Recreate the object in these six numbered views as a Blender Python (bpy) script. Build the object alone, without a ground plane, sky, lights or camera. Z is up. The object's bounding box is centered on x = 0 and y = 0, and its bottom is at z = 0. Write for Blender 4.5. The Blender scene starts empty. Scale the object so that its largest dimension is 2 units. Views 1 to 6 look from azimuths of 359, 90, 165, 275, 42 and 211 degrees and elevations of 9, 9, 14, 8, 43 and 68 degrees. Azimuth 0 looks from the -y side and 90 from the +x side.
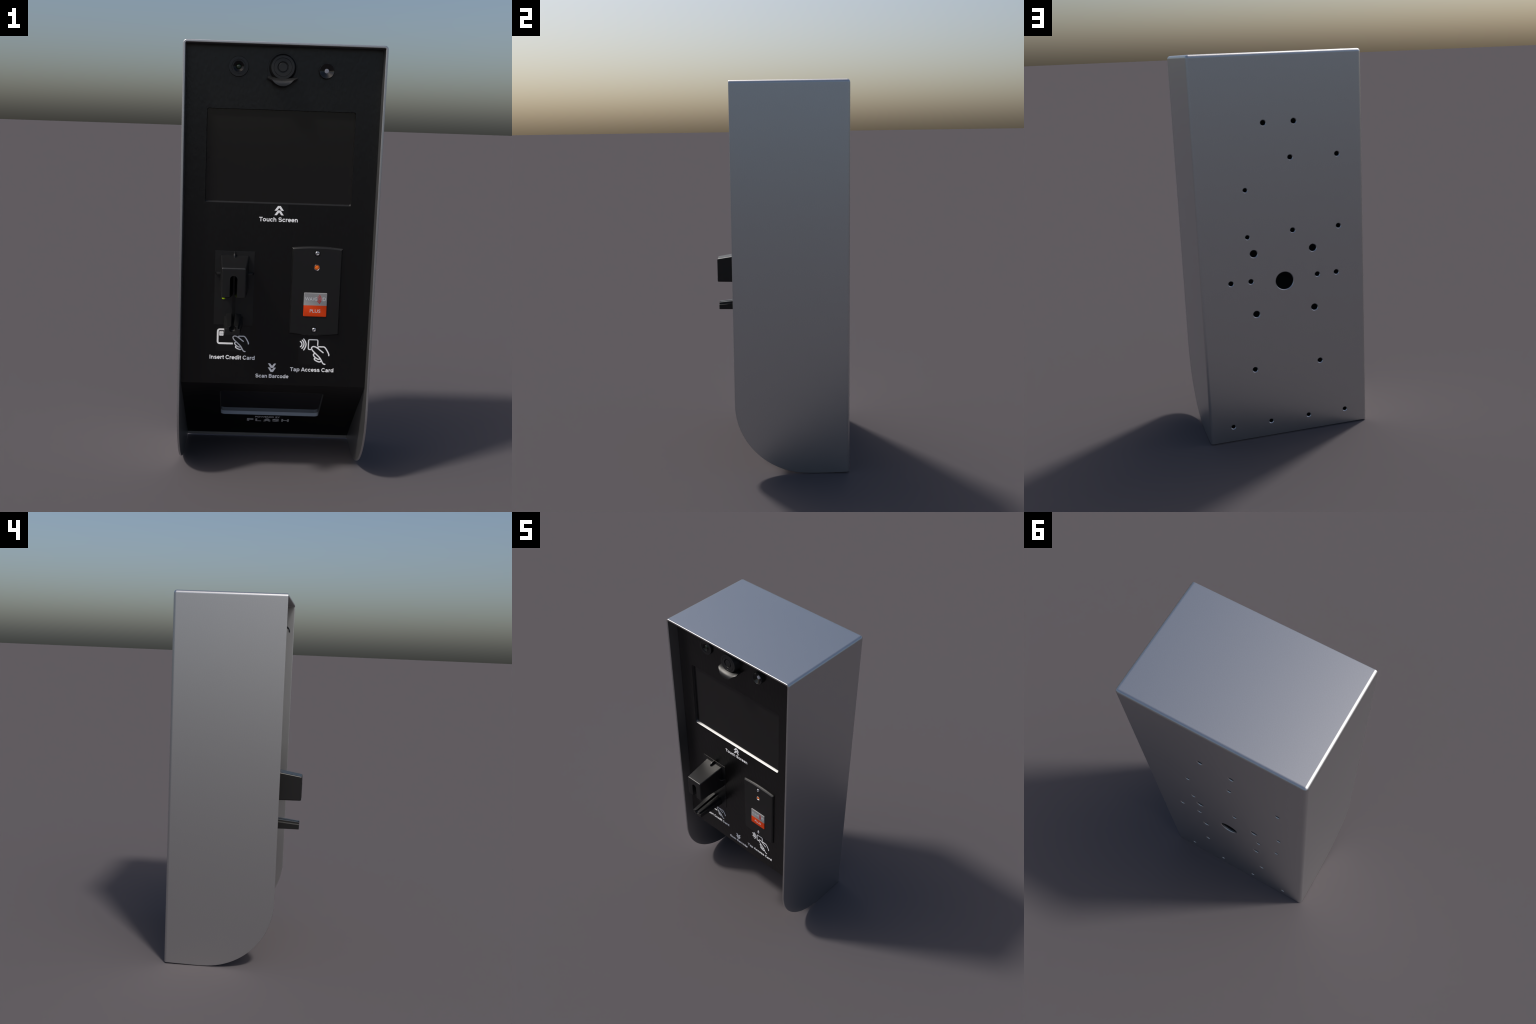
import bpy, bmesh, math
from mathutils import Vector, Matrix

# ------------------------------------------------------------------ frame
W, WALL = 0.4382, 0.0108            # half width of the shell, sheet thickness
Y_FRONT, Y_BACK, Z_TOP = -0.2386, 0.3498, 2.0
XI = W - WALL                      # inner half width
PANEL_Y = -0.174                   # front face of the black panel
SLOPE_A = Vector((0, PANEL_Y, 0.463))   # upper edge of the sloped scanner face
SLOPE_B = Vector((0, 0.3315, 0.0215))     # lower edge of it

scene = bpy.context.scene


# ------------------------------------------------------------------ materials
def principled(name, color, rough=0.5, metal=0.0, spec=0.5, coat=0.0, bump=None,
               vary=None, rough_vary=None, emit=None):
    m = bpy.data.materials.new(name)
    m.use_nodes = True
    nt = m.node_tree
    b = nt.nodes["Principled BSDF"]
    b.inputs["Base Color"].default_value = (*color, 1)
    b.inputs["Roughness"].default_value = rough
    b.inputs["Metallic"].default_value = metal
    b.inputs["Specular IOR Level"].default_value = spec
    b.inputs["Coat Weight"].default_value = coat
    tc = nt.nodes.new("ShaderNodeTexCoord")

    def noise(scale, stretch, detail=3.0):
        mp = nt.nodes.new("ShaderNodeMapping")
        mp.inputs["Scale"].default_value = stretch
        nt.links.new(tc.outputs["Object"], mp.inputs["Vector"])
        n = nt.nodes.new("ShaderNodeTexNoise")
        n.inputs["Scale"].default_value = scale
        n.inputs["Detail"].default_value = detail
        nt.links.new(mp.outputs["Vector"], n.inputs["Vector"])
        return n.outputs["Fac"]

    if vary:                       # (scale, stretch, low factor, high factor)
        f = noise(vary[0], vary[1])
        r = nt.nodes.new("ShaderNodeValToRGB")
        r.color_ramp.elements[0].position = 0.3
        r.color_ramp.elements[1].position = 0.7
        r.color_ramp.elements[0].color = (*[c * vary[2] for c in color], 1)
        r.color_ramp.elements[1].color = (*[c * vary[3] for c in color], 1)
        nt.links.new(f, r.inputs["Fac"])
        nt.links.new(r.outputs["Color"], b.inputs["Base Color"])
    if rough_vary:                 # (scale, stretch, min, max)
        f = noise(rough_vary[0], rough_vary[1])
        mr = nt.nodes.new("ShaderNodeMapRange")
        mr.inputs["To Min"].default_value = rough_vary[2]
        mr.inputs["To Max"].default_value = rough_vary[3]
        nt.links.new(f, mr.inputs["Value"])
        nt.links.new(mr.outputs["Result"], b.inputs["Roughness"])
    if bump:                       # (scale, stretch, strength, distance)
        f = noise(bump[0], bump[1])
        bp = nt.nodes.new("ShaderNodeBump")
        bp.inputs["Strength"].default_value = bump[2]
        bp.inputs["Distance"].default_value = bump[3]
        nt.links.new(f, bp.inputs["Height"])
        nt.links.new(bp.outputs["Normal"], b.inputs["Normal"])
    return m


M_SHELL = principled("satin_aluminium", (0.585, 0.585, 0.588), 0.365, 1.0,
                     vary=(260, (1, 1, 1), 0.96, 1.04),
                     bump=(420, (1, 1, 1), 0.12, 0.0006))
M_PANEL = principled("black_powder_coat", (0.0010, 0.0010, 0.0010), 0.30, 0.0, 0.5,
                     bump=(70, (1.0, 1.0, 0.5), 0.42, 0.0018))
M_SLOPE = principled("shaded_black", (0.0008, 0.0008, 0.0009), 0.4, 0.0, 0.4)  # panel black made darker, the shade put into the colour
M_BEZEL = principled("dark_anodised_trim", (0.24, 0.24, 0.243), 0.34, 1.0)
M_GLASS = principled("dark_display_glass", (0.0080, 0.0078, 0.0076), 0.16, 0.0, 0.5)
M_PLASTIC = principled("black_plastic", (0.0068, 0.0068, 0.0070), 0.36, 0.0, 0.5,
                       bump=(900, (1, 1, 1), 0.05, 0.0003))
M_RUBBER = principled("charcoal_plastic", (0.010, 0.0105, 0.011), 0.42, 0.0, 0.5)
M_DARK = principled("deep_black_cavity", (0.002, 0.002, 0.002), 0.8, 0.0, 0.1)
M_GLOSS = principled("glossy_black_reflector", (0.0035, 0.0035, 0.004), 0.10, 0.0, 0.5)
M_SOCKET = principled("dark_socket", (0.004, 0.004, 0.0045), 0.22, 0.0, 0.3)
M_WHITE = principled("white_print", (0.96, 0.96, 0.97), 0.55, 0.0, 0.3)
M_GREYPRINT = principled("grey_print", (0.62, 0.62, 0.64), 0.55, 0.0, 0.3)
M_DECAL = principled("black_decal_film", (0.0025, 0.0025, 0.0025), 0.35, 0.0, 0.5)
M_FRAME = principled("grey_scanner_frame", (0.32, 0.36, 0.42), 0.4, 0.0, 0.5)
M_FRAME_SHADED = principled("shaded_scanner_wall", (0.085, 0.087, 0.09), 0.4, 0.0, 0.5)  # the frame grey again, with the dimness of its side walls painted in
M_WINDOW = principled("dark_mirror_window", (0.003, 0.003, 0.0032), 0.05, 0.0, 0.5)
M_WINDOW.node_tree.nodes["Principled BSDF"].inputs["IOR"].default_value = 3.2
M_CHROME = principled("bright_steel", (0.62, 0.62, 0.64), 0.2, 1.0)
M_ORANGE = principled("orange_lamp_lens", (0.92, 0.17, 0.008), 0.45, 0.0, 0.5)
M_GREEN = principled("lime_lamp_lens", (0.52, 0.80, 0.01), 0.35, 0.0, 0.5)
M_TAGGREY = principled("grey_label", (0.27, 0.27, 0.275), 0.45, 0.0, 0.4)
M_TAGRED = principled("orange_label", (0.60, 0.045, 0.002), 0.45, 0.0, 0.3)
M_TAGWHITE = principled("pale_label_print", (0.62, 0.63, 0.66), 0.5, 0.0, 0.3)
M_REDPRINT = principled("red_label_print", (0.50, 0.030, 0.030), 0.5, 0.0, 0.3)
M_LENS = principled("green_coated_lens", (0.010, 0.028, 0.008), 0.10, 0.0, 0.8)
M_LAMP = principled("white_lamp_face", (0.50, 0.50, 0.54), 0.4, 0.0, 0.4)


# ------------------------------------------------------------------ mesh helpers
def link(name, mesh, mat, parent=None, kind=None):
    ob = bpy.data.objects.new(name, mesh)
    scene.collection.objects.link(ob)
    mesh.materials.clear()
    mesh.materials.append(mat)
    if parent:
        ob.parent = parent
    if kind:
        ob["kind"] = kind
    return ob


def mesh_from_bm(name, bm):
    bmesh.ops.recalc_face_normals(bm, faces=bm.faces[:])
    me = bpy.data.meshes.new(name)
    bm.to_mesh(me)
    bm.free()
    return me


def apply_mods(ob):
    dg = bpy.context.evaluated_depsgraph_get()
    me = bpy.data.meshes.new_from_object(ob.evaluated_get(dg))
    old = ob.data
    ob.modifiers.clear()
    ob.data = me
    bpy.data.meshes.remove(old)


def finish(ob, bevel=0.0, seg=2, angle=40, smooth=40):
    """Optional bevel of sharp edges, then area weighted normals."""
    if bevel:
        b = ob.modifiers.new("bevel", "BEVEL")
        b.width = bevel
        b.segments = seg
        b.limit_method = "ANGLE"
        b.angle_limit = math.radians(angle)
        apply_mods(ob)
    me = ob.data
    for p in me.polygons:
        p.use_smooth = True
    me.set_sharp_from_angle(angle=math.radians(smooth))
    w = ob.modifiers.new("weighted", "WEIGHTED_NORMAL")
    w.keep_sharp = True
    w.weight = 100
    apply_mods(ob)
    return ob


def cut(ob, cutters, op="DIFFERENCE"):
    for c in cutters:
        m = ob.modifiers.new("cut", "BOOLEAN")
        m.operation = op
        m.solver = "EXACT"
        m.object = c
        apply_mods(ob)
        bpy.data.objects.remove(c)


def loft(rings, cap=True):
    """Closed rings of equal length joined with quads."""
    bm = bmesh.new()
    vs = [[bm.verts.new(p) for p in r] for r in rings]
    n = len(rings[0])
    for a, b in zip(vs[:-1], vs[1:]):
        for i in range(n):
            bm.faces.new((a[i], a[(i + 1) % n], b[(i + 1) % n], b[i]))
    if cap:
        bm.faces.new(vs[0][::-1])
        bm.faces.new(vs[-1])
    return bm


def temp(bm):
    ob = bpy.data.objects.new("cutter", mesh_from_bm("cutter", bm))
    scene.collection.objects.link(ob)
    return ob


def box_bm(x0, x1, y0, y1, z0, z1):
    r = lambda y: [(x0, y, z0), (x1, y, z0), (x1, y, z1), (x0, y, z1)]
    return loft([r(y0), r(y1)])


def lathe(profile, cx, cz, steps=64):
    """Revolve (radius, y) points about the y axis through (cx, cz)."""
    bm = bmesh.new()
    rings = []
    for r, y in profile:
        if r < 1e-6:
            rings.append([bm.verts.new((cx, y, cz))])
        else:
            rings.append([bm.verts.new((cx + r * math.cos(2 * math.pi * i / steps), y,
                                        cz + r * math.sin(2 * math.pi * i / steps)))
                          for i in range(steps)])
    for a, b in zip(rings[:-1], rings[1:]):
        for i in range(steps):
            j = (i + 1) % steps
            if len(a) == 1:
                bm.faces.new((a[0], b[i], b[j]))
            elif len(b) == 1:
                bm.faces.new((a[i], a[j], b[0]))
            else:
                bm.faces.new((a[i], a[j], b[j], b[i]))
    return bm


def cyl_bm(cx, cz, r, y0, y1, steps=48):
    ring = lambda y: [(cx + r * math.cos(2 * math.pi * i / steps), y,
                       cz + r * math.sin(2 * math.pi * i / steps)) for i in range(steps)]
    return loft([ring(y0), ring(y1)])


def round_rect(cx, cz, hx, hz, r, n=6):
    pts = []
    for sx, sz, a0 in ((1, 1, 0), (-1, 1, 90), (-1, -1, 180), (1, -1, 270)):
        for i in range(n + 1):
            a = math.radians(a0 + 90 * i / n)
            pts.append((cx + sx * (hx - r) + r * math.cos(a),
                        cz + sz * (hz - r) + r * math.sin(a)))
    return pts


def prism_yz(poly, x0, x1):
    return loft([[(x0, y, z) for y, z in poly], [(x1, y, z) for y, z in poly]])


# ------------------------------------------------------------------ root
root = bpy.data.objects.new("payment_kiosk", None)
scene.collection.objects.link(root)
root["label"] = "silver metal kiosk with black panel, touch screen and card readers"
root["category"] = "payment kiosk"

# ------------------------------------------------------------------ shell
ARC_R = 0.3745
arc_c = (Y_FRONT + ARC_R, ARC_R)
profile = [(Y_FRONT, Z_TOP), (Y_BACK, Z_TOP), (Y_BACK, 0.005), (0.135, 0.0)]
for i in range(1, 25):
    a = math.radians(270 - 90 * i / 24)
    profile.append((arc_c[0] + ARC_R * math.cos(a), arc_c[1] + ARC_R * math.sin(a)))


def bend_edges(bm, test, width, seg):
    es = [e for e in bm.edges if test(*[v.co for v in e.verts])]
    bmesh.ops.bevel(bm, geom=es, offset=width, segments=seg, profile=0.5,
                    affect="EDGES", clamp_overlap=True)


def is_fold(x, yb, zt):
    def test(a, b):
        near = lambda p, q: abs(p - q) < 1e-5
        side = near(abs(a.x), x) and near(abs(b.x), x) and near(a.x, b.x)
        top = side and near(a.z, zt) and near(b.z, zt)
        back = side and near(a.y, yb) and near(b.y, yb)
        cross = near(a.y, yb) and near(b.y, yb) and near(a.z, zt) and near(b.z, zt) and a.x * b.x < 0
        return top or back or cross
    return test


bm = prism_yz(profile, -W, W)
bend_edges(bm, is_fold(W, Y_BACK, Z_TOP), 0.0162, 6)
shell = link("shell", mesh_from_bm("shell", bm), M_SHELL, root)

yb, zt = Y_BACK - WALL, Z_TOP - WALL
cavity = [(-0.6, zt), (yb, zt), (yb, -0.2), (-0.6, -0.2)]
bm = prism_yz(cavity, -XI, XI)
bend_edges(bm, is_fold(XI, yb, zt), 0.0058, 3)
cut(shell, [temp(bm)])

bm = bmesh.new()                       # clean boolean slivers so the rim bevel is not clamped
bm.from_mesh(shell.data)
bmesh.ops.remove_doubles(bm, verts=bm.verts[:], dist=2e-4)
bmesh.ops.dissolve_limit(bm, angle_limit=math.radians(0.5), verts=bm.verts[:], edges=bm.edges[:])
rim_edges = [e for e in bm.edges
             if len(e.link_faces) == 2 and e.calc_face_angle(0.0) > math.radians(50)
             and max(v.co.y for v in e.verts) < 0.15]
bmesh.ops.bevel(bm, geom=rim_edges, offset=0.0028, segments=3, profile=0.5, affect="EDGES", clamp_overlap=False)
bm.to_mesh(shell.data)
bm.free()

# drilled back plate: (x, z, radius)
HOLES = [(0.0, 0.8545, 0.0465)]
HOLES += [(s * 0.157, z, r) for s in (-1, 1) for z, r in ((1.0135, 0.0187), (0.6925, 0.0168))]
HOLES += [(s * 0.078, 1.665, 0.0130) for s in (-1, 1)]
HOLES += [(x, z, 0.0120) for x in (-0.053, -0.300) for z in (1.488, 1.1163)]
HOLES += [(0.185, z, 0.0105) for z in (1.3405, 1.1015)]
HOLES += [(s * x, 0.8697, 0.0122) for s in (-1, 1) for x in (0.178, 0.2825)]
HOLES += [(s * 0.179, 0.390, 0.0125) for s in (-1, 1)]
HOLES += [(s * x, 0.085, 0.0105) for s in (-1, 1) for x in (0.105, 0.313)]
bm_all = bmesh.new()
for x, z, r in HOLES:
    rim = lambda q, y: [(x + q * math.cos(2 * math.pi * i / 40), y, z + q * math.sin(2 * math.pi * i / 40))
                        for i in range(40)]
    t = loft([rim(r, Y_BACK - WALL - 0.003), rim(r, Y_BACK - 0.0032), rim(r + 0.0032, Y_BACK),
              rim(r + 0.0032, Y_BACK + 0.05)])
    me = mesh_from_bm("hole", t)
    bm_all.from_mesh(me)
    bpy.data.meshes.remove(me)
cut(shell, [temp(bm_all)])
finish(shell, smooth=35)

# ------------------------------------------------------------------ black inner cabinet
GAP = 0.0006
xb = XI - GAP
body = [(PANEL_Y, zt - GAP), (yb - GAP, zt - GAP), (yb - GAP, 0.0205), (SLOPE_B.y, SLOPE_B.z),
        (PANEL_Y, SLOPE_A.z)]
bm = prism_yz(body, -xb, xb)
bend_edges(bm, is_fold(xb, yb - GAP, zt - GAP), 0.0056, 3)
panel = link("front_panel", mesh_from_bm("front_panel", bm), M_PANEL, root)

# display opening
SCX, SCZ, SHX, SHZ = -0.006, 1.5103, 0.3272, 0.2073


def rect_ring(hx, hz, y, r, cx=SCX, cz=SCZ):
    return [(x, y, z) for x, z in round_rect(cx, cz, hx, hz, r)]


open_cut = temp(loft([rect_ring(SHX, SHZ, PANEL_Y - 0.02, 0.009),
                      rect_ring(SHX, SHZ, PANEL_Y + 0.018, 0.009)]))
# speaker centre
SPX, SPZ = -0.008, 1.8985

# scanner recess in the sloped face
SD = (SLOPE_B - SLOPE_A)
SLEN = SD.length
SD.normalize()
SN = Vector((0, SD.z, -SD.y))       # outward normal (down and forward)


def on_slope(x, s, h=0.0):
    return SLOPE_A + Vector((x, 0, 0)) + SD * s + SN * h


RCX, RCS, RHX, RHS = 0.0, 0.247, 0.2475, 0.155


def slope_ring(hx, hs, h, r):
    return [on_slope(x, s, h) for x, s in round_rect(RCX, RCS, hx, hs, r, 8)]


DEEP = 0.0185                # depth of the scanner recess

recess = temp(loft([slope_ring(RHX, RHS, 0.03, 0.022), slope_ring(RHX, RHS, -DEEP - 0.003, 0.022)]))
cut(panel, [open_cut, recess])
finish(panel, smooth=30)
# the sloped underside repeats the panel black, darkened for its shade, the hidden back is unlit black
panel.data.materials.append(M_SLOPE)
panel.data.materials.append(M_DARK)
for p in panel.data.polygons:
    if p.normal.dot(SN) > 0.9:
        p.material_index = 1
    elif p.normal.y > 0.9:
        p.material_index = 2

# display trim and glass


def trim_ring(side, low, y, r):
    """Opening inset by `side` at left, right and top and by `low` at the bottom ledge."""
    return rect_ring(SHX - side, SHZ - (side + low) / 2, y, r, SCX, SCZ + (low - side) / 2)


bezel_rings = [trim_ring(0.0003, 0.0003, PANEL_Y + 0.006, 0.009),
               trim_ring(0.0003, 0.0003, PANEL_Y + 0.0010, 0.009),
               trim_ring(0.0006, 0.0012, PANEL_Y + 0.0006, 0.0088),
               trim_ring(0.0016, 0.0068, PANEL_Y + 0.0138, 0.0080),
               trim_ring(0.0017, 0.0070, PANEL_Y + 0.0165, 0.0080)]
bezel = link("screen_bezel", mesh_from_bm("screen_bezel", loft(bezel_rings, cap=False)), M_BEZEL, root)
finish(bezel, smooth=50)
screen = link("touch_screen", mesh_from_bm("touch_screen", loft(
    [rect_ring(SHX - 0.002, SHZ - 0.002, PANEL_Y + 0.0135, 0.006),
     rect_ring(SHX - 0.002, SHZ - 0.002, PANEL_Y + 0.0172, 0.006)])), M_GLASS, root)
finish(screen)

# scanner frame: a liner inside the recess, and a dark mirror-like window
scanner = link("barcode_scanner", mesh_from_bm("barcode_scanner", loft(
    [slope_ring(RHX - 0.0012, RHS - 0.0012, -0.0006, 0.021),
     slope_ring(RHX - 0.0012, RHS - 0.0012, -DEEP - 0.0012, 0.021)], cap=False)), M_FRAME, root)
sol = scanner.modifiers.new("thick", "SOLIDIFY")
sol.thickness = 0.001
apply_mods(scanner)
finish(scanner, smooth=30)
scanner.data.materials.append(M_FRAME_SHADED)
for p in scanner.data.polygons:        # one grey liner; walls away from its lower end painted darker as shade
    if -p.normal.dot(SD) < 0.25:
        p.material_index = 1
window = link("scanner_window", mesh_from_bm("scanner_window", loft(
    [slope_ring(RHX - 0.0016, RHS - 0.0016, -DEEP, 0.0205),
     slope_ring(RHX - 0.0016, RHS - 0.0016, -DEEP - 0.002, 0.0205)])), M_WINDOW, scanner)
finish(window)

# ------------------------------------------------------------------ camera (left)
CX, CZ = -0.1995, 1.898
cam = link("camera", mesh_from_bm("camera", lathe(
    [(0.0435, PANEL_Y + 0.003), (0.0435, -0.1830), (0.0425, -0.1845), (0.0305, -0.1847),
     (0.0297, -0.1825), (0.0250, -0.1825), (0.0242, -0.1833), (0.0232, -0.1833)], CX, CZ)),
    M_RUBBER, root)
finish(cam)
cone = link("lens_hood", mesh_from_bm("lens_hood", lathe(
    [(0.0236, -0.1832), (0.0230, -0.1829), (0.0112, -0.1757), (0.0, -0.1755)], CX, CZ)),
    M_SOCKET, cam)
finish(cone, smooth=60)
lens = link("lens", mesh_from_bm("lens", lathe(
    [(0.0, -0.1820), (0.004, -0.1815), (0.0078, -0.1797), (0.0102, -0.1775), (0.0112, -0.1750)], CX, CZ, 40)),
    M_LENS, cam)
finish(lens, smooth=80)

# ------------------------------------------------------------------ speaker button (middle)
arch = [(SPX + 0.0655 * math.cos(math.radians(t)), SPZ + 0.0655 * math.sin(math.radians(t)))
        for t in range(0, 181, 6)]
arch += [(SPX - 0.0655, 1.860), (SPX + 0.0655, 1.860)]
SPF = -0.2095
speaker = link("speaker", mesh_from_bm("speaker", lathe(
    [(0.0595, PANEL_Y + 0.003), (0.0588, -0.1800), (0.0512, SPF + 0.0015), (0.0498, SPF), (0.0400, SPF - 0.0002),
     (0.0392, SPF + 0.0010), (0.0384, SPF - 0.0002), (0.0245, SPF - 0.0002), (0.0238, SPF + 0.0010),
     (0.0232, SPF + 0.0060), (0.0195, SPF + 0.0065), (0.0190, SPF + 0.0015), (0.0180, SPF + 0.0006),
     (0.0, SPF + 0.0004)],
    SPX, SPZ, 80)), M_RUBBER, root)
finish(speaker, smooth=35)
bm = loft([[(x, PANEL_Y + 0.004, z) for x, z in arch], [(x, PANEL_Y - 0.0012, z) for x, z in arch]])
surround = link("speaker_surround", mesh_from_bm("speaker_surround", bm), M_DECAL, speaker)
finish(surround, 0.0004, 1)

# drooping half-moon visor below it
path = [(-0.170, 1.8605), (-0.190, 1.8598), (-0.204, 1.8575), (-0.2135, 1.8535), (-0.2205, 1.8497),
        (-0.2262, 1.8455), (-0.2305, 1.8405), (-0.2332, 1.8340), (-0.2345, 1.8280), (-0.2348, 1.8225),
        (-0.2348, 1.8190), (-0.2348, 1.8172)]
VR, VZC = 0.0496, 1.8661


def visor_half(z):
    if z > 1.8425:
        return 0.0436 + (0.0655 - 0.0436) * min(1.0, (z - 1.8425) / (1.8535 - 1.8425))
    return math.sqrt(max(VR ** 2 - (z - VZC) ** 2, 1e-5))


bm = bmesh.new()
rows = []
for y, z in path:
    h = visor_half(z)
    sink = 0.0048 * min(1.0, max(0.0, (z - 1.826) / 0.022))      # dished in the middle
    rows.append([bm.verts.new((SPX + h * (k / 10 - 1), y,
                               z - sink * max(0.0, 1 - (h * (k / 10 - 1) / 0.052) ** 2))) for k in range(21)])
for a, c in zip(rows[:-1], rows[1:]):
    for k in range(20):
        bm.faces.new((a[k], a[k + 1], c[k + 1], c[k]))
visor = link("visor", mesh_from_bm("visor", bm), M_RUBBER, speaker)
sol = visor.modifiers.new("thick", "SOLIDIFY")
sol.thickness = 0.006
sol.offset = -1 if visor.data.polygons[0].normal.z > 0 else 1
apply_mods(visor)
finish(visor, smooth=40)

# ------------------------------------------------------------------ lamp (right)
LX, LZ = 0.1835, 1.890
lamp = link("spotlight", mesh_from_bm("spotlight", lathe(
    [(0.0335, PANEL_Y + 0.003), (0.0335, -0.1910), (0.0325, -0.1925), (0.0312, -0.1927), (0.0308, -0.1920)],
    LX, LZ)), M_RUBBER, root)
finish(lamp)
refl = link("reflector", mesh_from_bm("reflector", lathe(
    [(0.0313, -0.1923), (0.0306, -0.1920), (0.0100, -0.1805), (0.0, -0.1803)], LX, LZ)), M_GLOSS, lamp)
finish(refl, smooth=60)
bulb = link("bulb", mesh_from_bm("bulb", lathe(
    [(0.0, -0.1825), (0.006, -0.1823), (0.0090, -0.1817), (0.0098, -0.1807), (0.0098, -0.1800)], LX, LZ, 40)),
    M_LAMP, lamp)
finish(bulb, smooth=60)

# ------------------------------------------------------------------ card reader
KX = -0.192
FACE = -0.1758
reader = link("card_reader", mesh_from_bm("card_reader", box_bm(
    KX - 0.0893, KX + 0.0893, FACE, PANEL_Y + 0.003, 0.7425, 1.085)), M_PLASTIC, root)
finish(reader, 0.0008, 2)
shade_strip = link("groove_shade_strip", mesh_from_bm("groove_shade_strip", box_bm(  # dark strip added on the plate, standing in for a shaded groove
    KX - 0.0076, KX + 0.0076, FACE - 0.0004, FACE + 0.001, 0.755, 0.912)), M_SLOPE, reader)
finish(shade_strip)


def reader_rect(hx, z0, z1, y):
    return [(KX - hx, y, z0), (KX + hx, y, z0), (KX + hx, y, z1), (KX - hx, y, z1)]


bm = loft([reader_rect(0.0645, 0.9030, 1.0670, FACE + 0.002), reader_rect(0.0530, 0.9050, 1.0385, -0.3498)])
snout = link("card_slot_housing", mesh_from_bm("card_slot_housing", bm), M_PLASTIC, reader)
finish(snout, 0.0062, 4)


def slot_ring(hw, top, y):
    pts = [(KX - hw, 0.85), (KX + hw, 0.85)]
    for i in range(13):
        a = math.pi * i / 12
        pts.append((KX + hw * math.cos(a), top - hw + hw * math.sin(a)))
    return [(x, y, z) for x, z in pts]


cut(snout, [temp(loft([slot_ring(0.0166, 1.0045, -0.36), slot_ring(0.0160, 1.0040, -0.338),
                       slot_ring(0.0046, 0.9930, -0.290),
                       slot_ring(0.0038, 0.9920, -0.255)]))])
finish(snout)

GW = 0.0033


def gusset_rib(points, thick_axis, centre, name):
    """Thin rib: (y, other) outline extruded along thick_axis."""
    if thick_axis == "x":
        rr = [[(centre + s * GW, y, z) for y, z in points] for s in (-1, 1)]
    else:
        rr = [[(x, y, centre + s * GW * 1.25) for y, x in points] for s in (-1, 1)]
    g = link(name, mesh_from_bm(name, loft(rr)), M_PLASTIC, reader)
    return finish(g, 0.0012, 2)


def quarter(outer, inner, reach):
    """Quarter-round rib outline from the plate (outer) to the housing wall (inner)."""
    pts = [(FACE + 0.002, inner), (FACE + 0.002, outer)]
    for i in range(7):
        a = math.pi / 2 * i / 6
        pts.append((FACE - reach * math.sin(a), inner + (outer - inner) * math.cos(a) ** 0.7))
    return pts


gusset_rib(quarter(1.084, 1.058, 0.034), "x", KX - 0.0015, "rib")
gusset_rib(quarter(KX - 0.0885, KX - 0.058, 0.026), "z", 0.9845, "rib")
gusset_rib(quarter(KX + 0.0885, KX + 0.058, 0.026), "z", 0.9845, "rib")


# lower card guide: stepped rails with a channel between them
def guide_ring(y, base, rail, chan, z_step, z_top, z_floor):
    pts = [(-base, 0.7405), (base, 0.7405), (base, z_step), (rail, z_step + 0.001), (rail * 0.985, z_top),
           (chan, z_top), (chan, z_floor), (-chan, z_floor), (-chan, z_top), (-rail * 0.985, z_top),
           (-rail, z_step + 0.001), (-base, z_step)]
    return [(KX + x, y, z) for x, z in pts]


guide = link("card_guide", mesh_from_bm("card_guide", loft(
    [guide_ring(FACE + 0.002, 0.0440, 0.0355, 0.0085, 0.7835, 0.7960, 0.7640),
     guide_ring(-0.3445, 0.0330, 0.0240, 0.0052, 0.7665, 0.7790, 0.7600)])), M_PLASTIC, reader)
finish(guide, 0.0010, 2, 30)
bm = bmesh.new()
bmesh.ops.create_uvsphere(bm, u_segments=32, v_segments=16, radius=0.0155)
bmesh.ops.translate(bm, verts=bm.verts[:], vec=(KX + 0.001, -0.3425, 0.7665))
cut(guide, [temp(bm)])
finish(guide)
led = link("status_lamp", mesh_from_bm("status_lamp", lathe(
    [(0.0, FACE - 0.0060), (0.005, FACE - 0.0052), (0.0076, FACE - 0.0032), (0.0086, FACE + 0.001)],
    -0.2388, 0.8690, 32)), M_GREEN, reader)
finish(led, smooth=70)

# ------------------------------------------------------------------ access reader
AX, AZ = 0.179, 0.911
AF = -0.1865


def badge_ring(hx, hz, sag, y):
    pts = []
    for i in range(17):
        t = -1 + 2 * i / 16
        pts.append((AX - hx * t, AZ + hz + sag * (1 - t * t)))
    for i in range(17):
        t = -1 + 2 * i / 16
        pts.append((AX + hx * t, AZ - hz - sag * (1 - t * t)))
    return [(x, y, z) for x, z in pts]


badge = link("access_reader", mesh_from_bm("access_reader", loft(
    [badge_ring(0.1145, 0.2005, 0.0075, PANEL_Y + 0.002), badge_ring(0.1140, 0.2000, 0.0075, -0.1785),
     badge_ring(0.1080, 0.1935, 0.0070, AF)])), M_PLASTIC, root)
finish(badge, 0.0008, 1, 25)
SCREWS = [(AX, 1.0872), (AX, 0.733)]
LED_Z = 1.0234
cut(badge, [temp(cyl_bm(x, z, 0.0137, AF - 0.02, AF + 0.006, 40)) for x, z in SCREWS]
    + [temp(cyl_bm(AX, LED_Z, 0.0134, AF - 0.02, AF + 0.007, 40))])
finish(badge)
screw_me = mesh_from_bm("screw", lathe(
    [(0.0108, 0.006), (0.0108, 0.0005), (0.0098, -0.0022), (0.0075, -0.0036), (0.0050, -0.0036),
     (0.0042, -0.0016), (0.0, -0.0008)], 0, 0, 32))
first = None
for x, z in SCREWS:
    if first is None:
        s = link("screw", screw_me, M_CHROME, badge)
        finish(s, smooth=50)
        first = s
    else:
        s = first.copy()
        scene.collection.objects.link(s)
    s.location = (x, AF + 0.001, z)
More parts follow.
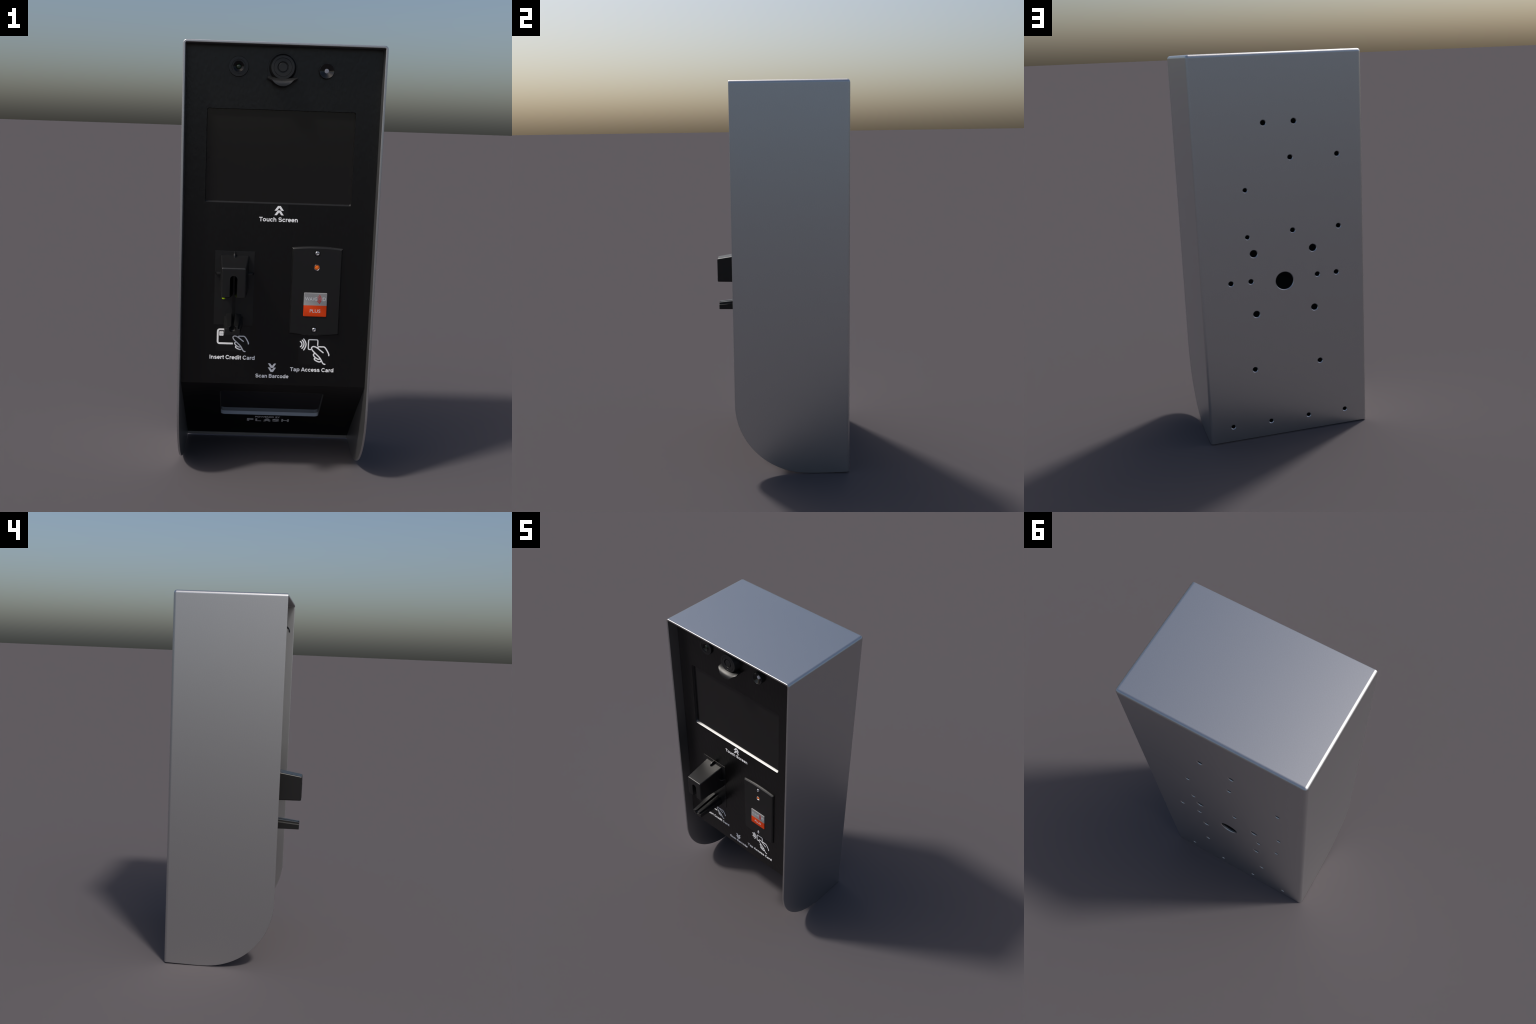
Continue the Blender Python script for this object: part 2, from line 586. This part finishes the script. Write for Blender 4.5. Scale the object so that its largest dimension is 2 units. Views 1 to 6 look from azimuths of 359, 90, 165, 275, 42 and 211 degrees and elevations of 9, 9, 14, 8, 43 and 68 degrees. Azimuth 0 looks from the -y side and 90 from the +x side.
ring = link("lamp_ring", mesh_from_bm("lamp_ring", lathe(
    [(0.0133, AF + 0.005), (0.0134, AF - 0.0004), (0.0128, AF - 0.0010), (0.0116, AF - 0.0004),
     (0.0100, AF + 0.0040)], AX, LED_Z, 40)), M_CHROME, badge)
finish(ring, smooth=60)
ob = link("indicator_lamp", mesh_from_bm("indicator_lamp", lathe(
    [(0.0, AF + 0.0004), (0.006, AF + 0.0006), (0.0092, AF + 0.0012), (0.0106, AF + 0.005)], AX, LED_Z, 32)),
    M_ORANGE, badge)
finish(ob, smooth=70)

# label tag on the access reader
TX, TZ0, TZM, TZ1, THX = 0.1788, 0.7960, 0.8487, 0.9068, 0.0528
TF = AF - 0.0040


def tag_ring(inset, y):
    return [(x, y, z) for x, z in round_rect(TX, (TZ0 + TZ1) / 2, THX - inset, (TZ1 - TZ0) / 2 - inset,
                                             0.0042 - inset * 0.5, 5)]


tag = link("label_tag", mesh_from_bm("label_tag", loft(
    [tag_ring(0, AF + 0.001), tag_ring(0, AF - 0.0020), tag_ring(0.0008, AF - 0.0034), tag_ring(0.0026, TF)])),
    M_TAGGREY, badge)
finish(tag, smooth=50)
tag.data.materials.append(M_TAGRED)
bm = bmesh.new()
bm.from_mesh(tag.data)
bmesh.ops.bisect_plane(bm, geom=bm.verts[:] + bm.edges[:] + bm.faces[:], plane_co=(0, 0, TZM), plane_no=(0, 0, 1))
for f in bm.faces:
    f.material_index = 1 if f.calc_center_median().z < TZM else 0
bm.to_mesh(tag.data)
bm.free()


# ------------------------------------------------------------------ lettering and pictograms
def text_mesh(body, bold, extrude=0.0005, spacing=1.0):
    cu = bpy.data.curves.new("lettering", "FONT")
    cu.body = body
    cu.size = 1.0
    cu.offset = bold
    cu.space_character = spacing
    cu.resolution_u = 6
    ob = bpy.data.objects.new("lettering", cu)
    scene.collection.objects.link(ob)
    bpy.context.view_layer.update()
    dg = bpy.context.evaluated_depsgraph_get()
    me = bpy.data.meshes.new_from_object(ob.evaluated_get(dg))
    bpy.data.objects.remove(ob)
    bpy.data.curves.remove(cu)
    return me


def cap_height(bold):
    me = text_mesh("H", bold)
    zs = [v.co.y for v in me.vertices]
    r = min(zs), max(zs)
    bpy.data.meshes.remove(me)
    return r


def solidify_flat(me, place, depth):
    """Flat (u, v) mesh -> thin plate; place(u, v, h) gives the 3D point."""
    bm = bmesh.new()
    bm.from_mesh(me)
    bmesh.ops.remove_doubles(bm, verts=bm.verts[:], dist=1e-6)
    r = bmesh.ops.extrude_face_region(bm, geom=bm.faces[:])
    top = set(g for g in r["geom"] if isinstance(g, bmesh.types.BMVert))
    for v in bm.verts:
        v.co = place(v.co.x, v.co.y, depth if v in top else -0.0006)
    bpy.data.meshes.remove(me)
    for f in bm.faces:
        f.smooth = False
    return mesh_from_bm("lettering", bm)


def lettering(body, x0, x1, v0, v1, mat, place, parent, bold=0.0, depth=0.0007, spacing=1.0):
    """Text fitted so that it spans x0..x1 and its capitals stand v0..v1."""
    me = text_mesh(body, bold, spacing=spacing)
    lo, hi = cap_height(bold)
    xs = [v.co.x for v in me.vertices]
    a, c = min(xs), max(xs)
    for v in me.vertices:
        v.co.x = x0 + (v.co.x - a) / (c - a) * (x1 - x0)
        v.co.y = v0 + (v.co.y - lo) / (hi - lo) * (v1 - v0)
    ob = link("lettering", solidify_flat(me, place, depth), mat, parent)
    return ob


def on_panel(u, v, h):
    return Vector((u, PANEL_Y - h, v))


def on_tag(u, v, h):
    return Vector((u, TF - h, v))


def on_scan_face(u, v, h):
    return on_slope(u, -v, h)


lettering("WAVE", 0.1318, 0.1872, 0.8702, 0.8862, M_TAGWHITE, on_tag, tag, 0.0, 0.0004)
lettering("ID", 0.2072, 0.2258, 0.8705, 0.8864, M_TAGWHITE, on_tag, tag, 0.0, 0.0004)
lettering("PLUS", 0.1553, 0.2033, 0.8160, 0.8302, M_TAGWHITE, on_tag, tag, 0.0, 0.0004)
for ch, a, c in (("F", -0.1126, -0.0800), ("L", -0.0693, -0.0394), ("S", 0.0178, 0.0532), ("H", 0.0644, 0.1030)):
    lettering(ch, a, c, -0.4880, -0.4525, M_GREYPRINT, on_scan_face, root, 0.02)
lettering("POWERED BY", -0.0713, 0.0552, -0.4355, -0.4178, M_GREYPRINT, on_scan_face, root, 0.01)


def flat_poly(name, pts, mat, place, parent, depth=0.0007):
    bm = bmesh.new()
    bm.faces.new([bm.verts.new((u, v, 0)) for u, v in pts])
    me = bpy.data.meshes.new(name)
    bm.to_mesh(me)
    bm.free()
    return link(name, solidify_flat(me, place, depth), mat, parent)


def chevron(cx, v_tip, v_end, hw, mat, place, leg=0.0108, flat=0.0060, notch=0.39):
    """Arrow head with a blunt tip, pointing from v_end to v_tip."""
    vn = v_tip + (v_end - v_tip) * notch
    pts = [(cx - hw, v_end), (cx - flat, v_tip), (cx + flat, v_tip), (cx + hw, v_end),
           (cx + hw - leg, v_end), (cx, vn), (cx - hw + leg, v_end)]
    return flat_poly("chevron", pts, mat, place, root)


chevron(-0.0004, 1.2954, 1.2743, 0.0207, M_WHITE, on_panel)
chevron(-0.0004, 1.2756, 1.2538, 0.0207, M_WHITE, on_panel)
chevron(-0.0067, 0.5434, 0.5646, 0.0188, M_WHITE, on_panel, 0.0097, 0.0054, 0.43)
chevron(-0.0070, 0.5240, 0.5452, 0.0188, M_WHITE, on_panel, 0.0097, 0.0054, 0.43)
chevron(-0.0090, -0.4500, -0.4750, 0.0186, M_GREYPRINT, on_scan_face, 0.0095, 0.0050, 0.45)
chevron(-0.0090, -0.4690, -0.4905, 0.0186, M_GREYPRINT, on_scan_face, 0.0095, 0.0050, 0.45)


def spline(pts, closed=False, n=6):
    """Catmull-Rom curve through the control points."""
    out = []
    m = len(pts)
    for i in range(m - 1):
        p0, p1, p2, p3 = pts[max(i - 1, 0)], pts[i], pts[i + 1], pts[min(i + 2, m - 1)]
        for k in range(n):
            t = k / n
            out.append(tuple(0.5 * (2 * p1[d] + (p2[d] - p0[d]) * t
                                    + (2 * p0[d] - 5 * p1[d] + 4 * p2[d] - p3[d]) * t * t
                                    + (3 * p1[d] - p0[d] - 3 * p2[d] + p3[d]) * t ** 3) for d in (0, 1)))
    out.append(pts[-1])
    return out


STROKE = [0]


def stroke(pts, w, mat, place, parent, smooth=True, caps=True, lift=0.0007, name="pictogram_stroke", fixed=None):
    """Ribbon of width w along a curve, each lifted a hair more than the last."""
    c = spline(pts) if smooth else pts
    STROKE[0] = (STROKE[0] + 1) % 8 if fixed is None else fixed
    n = len(c)
    left, right = [], []
    for i in range(n):
        a, d = c[max(i - 1, 0)], c[min(i + 1, n - 1)]
        tx, ty = d[0] - a[0], d[1] - a[1]
        l = math.hypot(tx, ty) or 1
        nx, ny = -ty / l * w / 2, tx / l * w / 2
        left.append((c[i][0] + nx, c[i][1] + ny))
        right.append((c[i][0] - nx, c[i][1] - ny))
    bm = bmesh.new()
    L = [bm.verts.new((*p, 0)) for p in left]
    R = [bm.verts.new((*p, 0)) for p in right]
    for i in range(n - 1):
        bm.faces.new((L[i], L[i + 1], R[i + 1], R[i]))
    if caps:
        for centre, p, q, sgn in ((c[0], L[0], R[0], 1), (c[-1], R[-1], L[-1], 1)):
            a0 = math.atan2(p.co.y - centre[1], p.co.x - centre[0])
            fan = [p] + [bm.verts.new((centre[0] + w / 2 * math.cos(a0 + math.pi * k / 6),
                                       centre[1] + w / 2 * math.sin(a0 + math.pi * k / 6), 0))
                         for k in range(1, 6)] + [q]
            bm.faces.new(fan)
    me = bpy.data.meshes.new(name)
    bm.to_mesh(me)
    bm.free()
    return link(name, solidify_flat(me, place, lift + 0.00012 * STROKE[0]), mat, parent)


def rounded_path(corners, r, n=5):
    """Polyline with its inner corners rounded."""
    out = [corners[0]]
    for p, q, s in zip(corners[:-2], corners[1:-1], corners[2:]):
        a = Vector(p) - Vector(q)
        c = Vector(s) - Vector(q)
        a.normalize(); c.normalize()
        p1, p2 = Vector(q) + a * r, Vector(q) + c * r
        for k in range(n + 1):
            t = k / n
            out.append(tuple(p1 * (1 - t) ** 2 + Vector(q) * 2 * t * (1 - t) + p2 * t * t))
    out.append(corners[-1])
    return out


# heavy grotesque letters drawn as strokes; unit = height of a capital
def oval(cx, cy, rx, ry, a0=0, a1=360):
    n = max(6, int(abs(a1 - a0) / 15))
    return [(cx + rx * math.cos(math.radians(a0 + (a1 - a0) * i / n)),
             cy + ry * math.sin(math.radians(a0 + (a1 - a0) * i / n))) for i in range(n + 1)]


def up(x, z0, z1):
    return [(x, z0), (x, z1)]


ARCH = [(0.66, 0.0), (0.66, 0.44)] + oval(0.43, 0.44, 0.23, 0.20, 0, 170)
GLYPHS = {       # letter: (advance, strokes)
    "T": (0.84, [[(0.02, 0.9), (0.82, 0.9)], up(0.42, 0, 0.9)]),
    "I": (0.40, [up(0.19, 0, 1)]),
    "i": (0.36, [up(0.17, 0, 0.73), up(0.17, 0.84, 1.0)]),
    "o": (0.85, [oval(0.42, 0.365, 0.28, 0.285)]),
    "c": (0.77, [oval(0.41, 0.365, 0.28, 0.285, 38, 322)]),
    "C": (1.01, [oval(0.53, 0.5, 0.40, 0.42, 36, 324)]),
    "e": (0.80, [oval(0.41, 0.365, 0.28, 0.285, 0, 318), [(0.13, 0.36), (0.72, 0.36)]]),
    "d": (0.86, [oval(0.39, 0.365, 0.27, 0.285), up(0.68, 0, 1)]),
    "p": (0.86, [oval(0.46, 0.365, 0.27, 0.285), up(0.17, -0.27, 0.73)]),
    "h": (0.84, [up(0.17, 0, 1), ARCH]),
    "n": (0.84, [up(0.17, 0, 0.73), ARCH]),
    "u": (0.84, [up(0.66, 0, 0.73), [(0.83 - x, 0.73 - z) for x, z in ARCH]]),
    "r": (0.55, [up(0.17, 0, 0.73), oval(0.47, 0.36, 0.30, 0.275, 175, 80)]),
    "t": (0.48, [[(0.23, 0.93), (0.23, 0.22)] + oval(0.38, 0.22, 0.15, 0.135, 190, 280), [(0.02, 0.64), (0.45, 0.64)]]),
    "a": (0.80, [[(0.62, 0.0), (0.62, 0.46)] + oval(0.39, 0.46, 0.23, 0.18, 10, 165),
                 oval(0.36, 0.21, 0.22, 0.145)]),
    "s": (0.76, [oval(0.37, 0.51, 0.22, 0.14, 25, 265) + oval(0.38, 0.215, 0.25, 0.145, 85, -155)]),
    "S": (0.94, [oval(0.46, 0.70, 0.31, 0.21, 20, 265) + oval(0.47, 0.29, 0.34, 0.21, 85, -160)]),
    "A": (0.98, [[(0.08, 0), (0.47, 1.0)], [(0.90, 0), (0.51, 1.0)], [(0.24, 0.29), (0.74, 0.29)]]),
    "B": (0.98, [up(0.18, 0, 1), [(0.18, 0.9), (0.50, 0.9)] + oval(0.52, 0.715, 0.24, 0.185, 85, -85) + [(0.18, 0.53)],
                 [(0.40, 0.53)] + oval(0.54, 0.315, 0.28, 0.215, 85, -85) + [(0.18, 0.10)]]),
    " ": (0.36, []),
}


def bold_lettering(body, x0, x1, v0, v1, mat, weight=0.195):
    pen, lines = 0.0, []
    for ch in body:
        adv, strokes = GLYPHS[ch]
        for k, st in enumerate(strokes):
            lines.append((k, [(pen + x, z) for x, z in st]))
        pen += adv
    lo = min(p[0] for _, l in lines for p in l) - weight * 0.5
    hi = max(p[0] for _, l in lines for p in l) + weight * 0.5
    if body[0] == "T":
        lo += weight * 0.5
    k = (v1 - v0)
    kx = (x1 - x0) / (hi - lo)
    bm = bmesh.new()
    for idx, l in lines:
        pts = [(x0 + (x - lo) * kx, v0 + z * k) for x, z in l]
        ob = stroke(pts, weight * k, mat, on_panel, root, smooth=False, caps=False, fixed=idx)
        bm.from_mesh(ob.data)
        me = ob.data
        bpy.data.objects.remove(ob)
        bpy.data.meshes.remove(me)
    me = bpy.data.meshes.new("lettering")
    bm.to_mesh(me)
    bm.free()
    return link("lettering", me, mat, root)


bold_lettering("Touch Screen", -0.0886, 0.0845, 1.2244, 1.2443, M_WHITE)
bold_lettering("Insert Credit Card", -0.2964, -0.0884, 0.5792, 0.5983, M_WHITE)
bold_lettering("Tap Access Card", 0.0771, 0.2782, 0.5310, 0.5494, M_WHITE)
bold_lettering("Scan Barcode", -0.0818, 0.0720, 0.4957, 0.5138, M_WHITE)

# pointing hand, in the coordinates of the tap pictogram
HAND = [
    ([(0.2268, 0.6236), (0.2140, 0.6335), (0.2011, 0.6434), (0.1905, 0.6495), (0.1807, 0.6513), (0.1735, 0.6470),
      (0.1732, 0.6400), (0.1805, 0.6290), (0.1980, 0.6125), (0.2120, 0.5985), (0.2200, 0.5860), (0.2255, 0.5755),
      (0.2310, 0.5695), (0.2372, 0.5683)], True),
    ([(0.2035, 0.6430), (0.2021, 0.6475), (0.2030, 0.6508), (0.2200, 0.6510), (0.2300, 0.6505), (0.2376, 0.6440),
      (0.2470, 0.6290), (0.2530, 0.6165), (0.2536, 0.6105)], True),
    ([(0.1881, 0.6190), (0.1835, 0.6150), (0.1826, 0.6105), (0.1870, 0.6035), (0.1960, 0.5965), (0.2034, 0.5923),
      (0.2095, 0.5918), (0.2140, 0.5945)], True),
    ([(0.1930, 0.5985), (0.1880, 0.5945), (0.1878, 0.5905), (0.1925, 0.5858), (0.2010, 0.5815), (0.2088, 0.5790),
      (0.2150, 0.5795), (0.2190, 0.5830)], True),
]


def hand(mat, w, move):
    for pts, caps in HAND:
        stroke([move(p) for p in pts], w, mat, on_panel, root, caps=caps)


def decal(x0, x1, z0, z1):
    flat_poly("decal", [(x0, z0), (x1, z0), (x1, z1), (x0, z1)], M_DECAL, on_panel, root, 0.0003)


decal(0.1135, 0.2548, 0.5655, 0.6905)
decal(-0.2680, -0.1145, 0.6170, 0.7330)
decal(-0.0412, 0.0385, 1.2495, 1.2990)
hand(M_WHITE, 0.0056, lambda p: p)
# the same hand beside the card, scaled to its own pictogram
hx = lambda p: (-0.1907 + (p[0] - 0.1729) * 0.885, 0.6179 + (p[1] - 0.5682) * 0.872)
hand(M_WHITE, 0.0052, hx)
# radio waves
for (a, m_, z) in (((0.1198, 0.6737), (0.1274, 0.6606), (0.1208, 0.6482)),
                   ((0.1282, 0.6800), (0.1368, 0.6609), (0.1282, 0.6412)),
                   ((0.1345, 0.6863), (0.1462, 0.6612), (0.1367, 0.6341))):
    q1 = ((a[0] + m_[0]) / 2 + 0.0018, (a[1] + m_[1]) / 2 + 0.0008)
    q2 = ((z[0] + m_[0]) / 2 + 0.0018, (z[1] + m_[1]) / 2 - 0.0008)
    stroke([a, q1, m_, q2, z], 0.0053, M_WHITE, on_panel, root)
# card held at the tap reader
stroke(rounded_path([(0.1700, 0.6370), (0.1572, 0.6370), (0.1572, 0.6838), (0.2003, 0.6838), (0.2003, 0.6558)], 0.0065),
       0.0050, M_WHITE, on_panel, root, smooth=False, caps=False)
# credit card outline with its chip
stroke(rounded_path([(-0.2300, 0.7200), (-0.2612, 0.7200), (-0.2612, 0.6542), (-0.1908, 0.6542)], 0.0100),
       0.0080, M_WHITE, on_panel, root, smooth=False, caps=False)
flat_poly("chip", round_rect(-0.2446, 0.7005, 0.0098, 0.0104, 0.003), M_WHITE, on_panel, root)
for v in (0.7035, 0.6968):
    stroke([(-0.2544, v), (-0.2348, v)], 0.0007, M_GREYPRINT, on_panel, root, False, False, 0.0009)
stroke([(-0.2438, 0.7108), (-0.2438, 0.6902)], 0.0007, M_GREYPRINT, on_panel, root, False, False, 0.0009)
# red radio waves on the label
for a, m_, z, w in (((0.1886, 0.8884), (0.1922, 0.8783), (0.1883, 0.8676), 0.0022),
                    ((0.1931, 0.8928), (0.1990, 0.8783), (0.1921, 0.8637), 0.0026),
                    ((0.1968, 0.8974), (0.2052, 0.8786), (0.1962, 0.8591), 0.0031)):
    q1 = ((a[0] + m_[0]) / 2 + 0.0011, (a[1] + m_[1]) / 2)
    q2 = ((z[0] + m_[0]) / 2 + 0.0011, (z[1] + m_[1]) / 2)
    stroke([a, q1, m_, q2, z], w, M_REDPRINT, on_tag, tag, lift=0.0003)
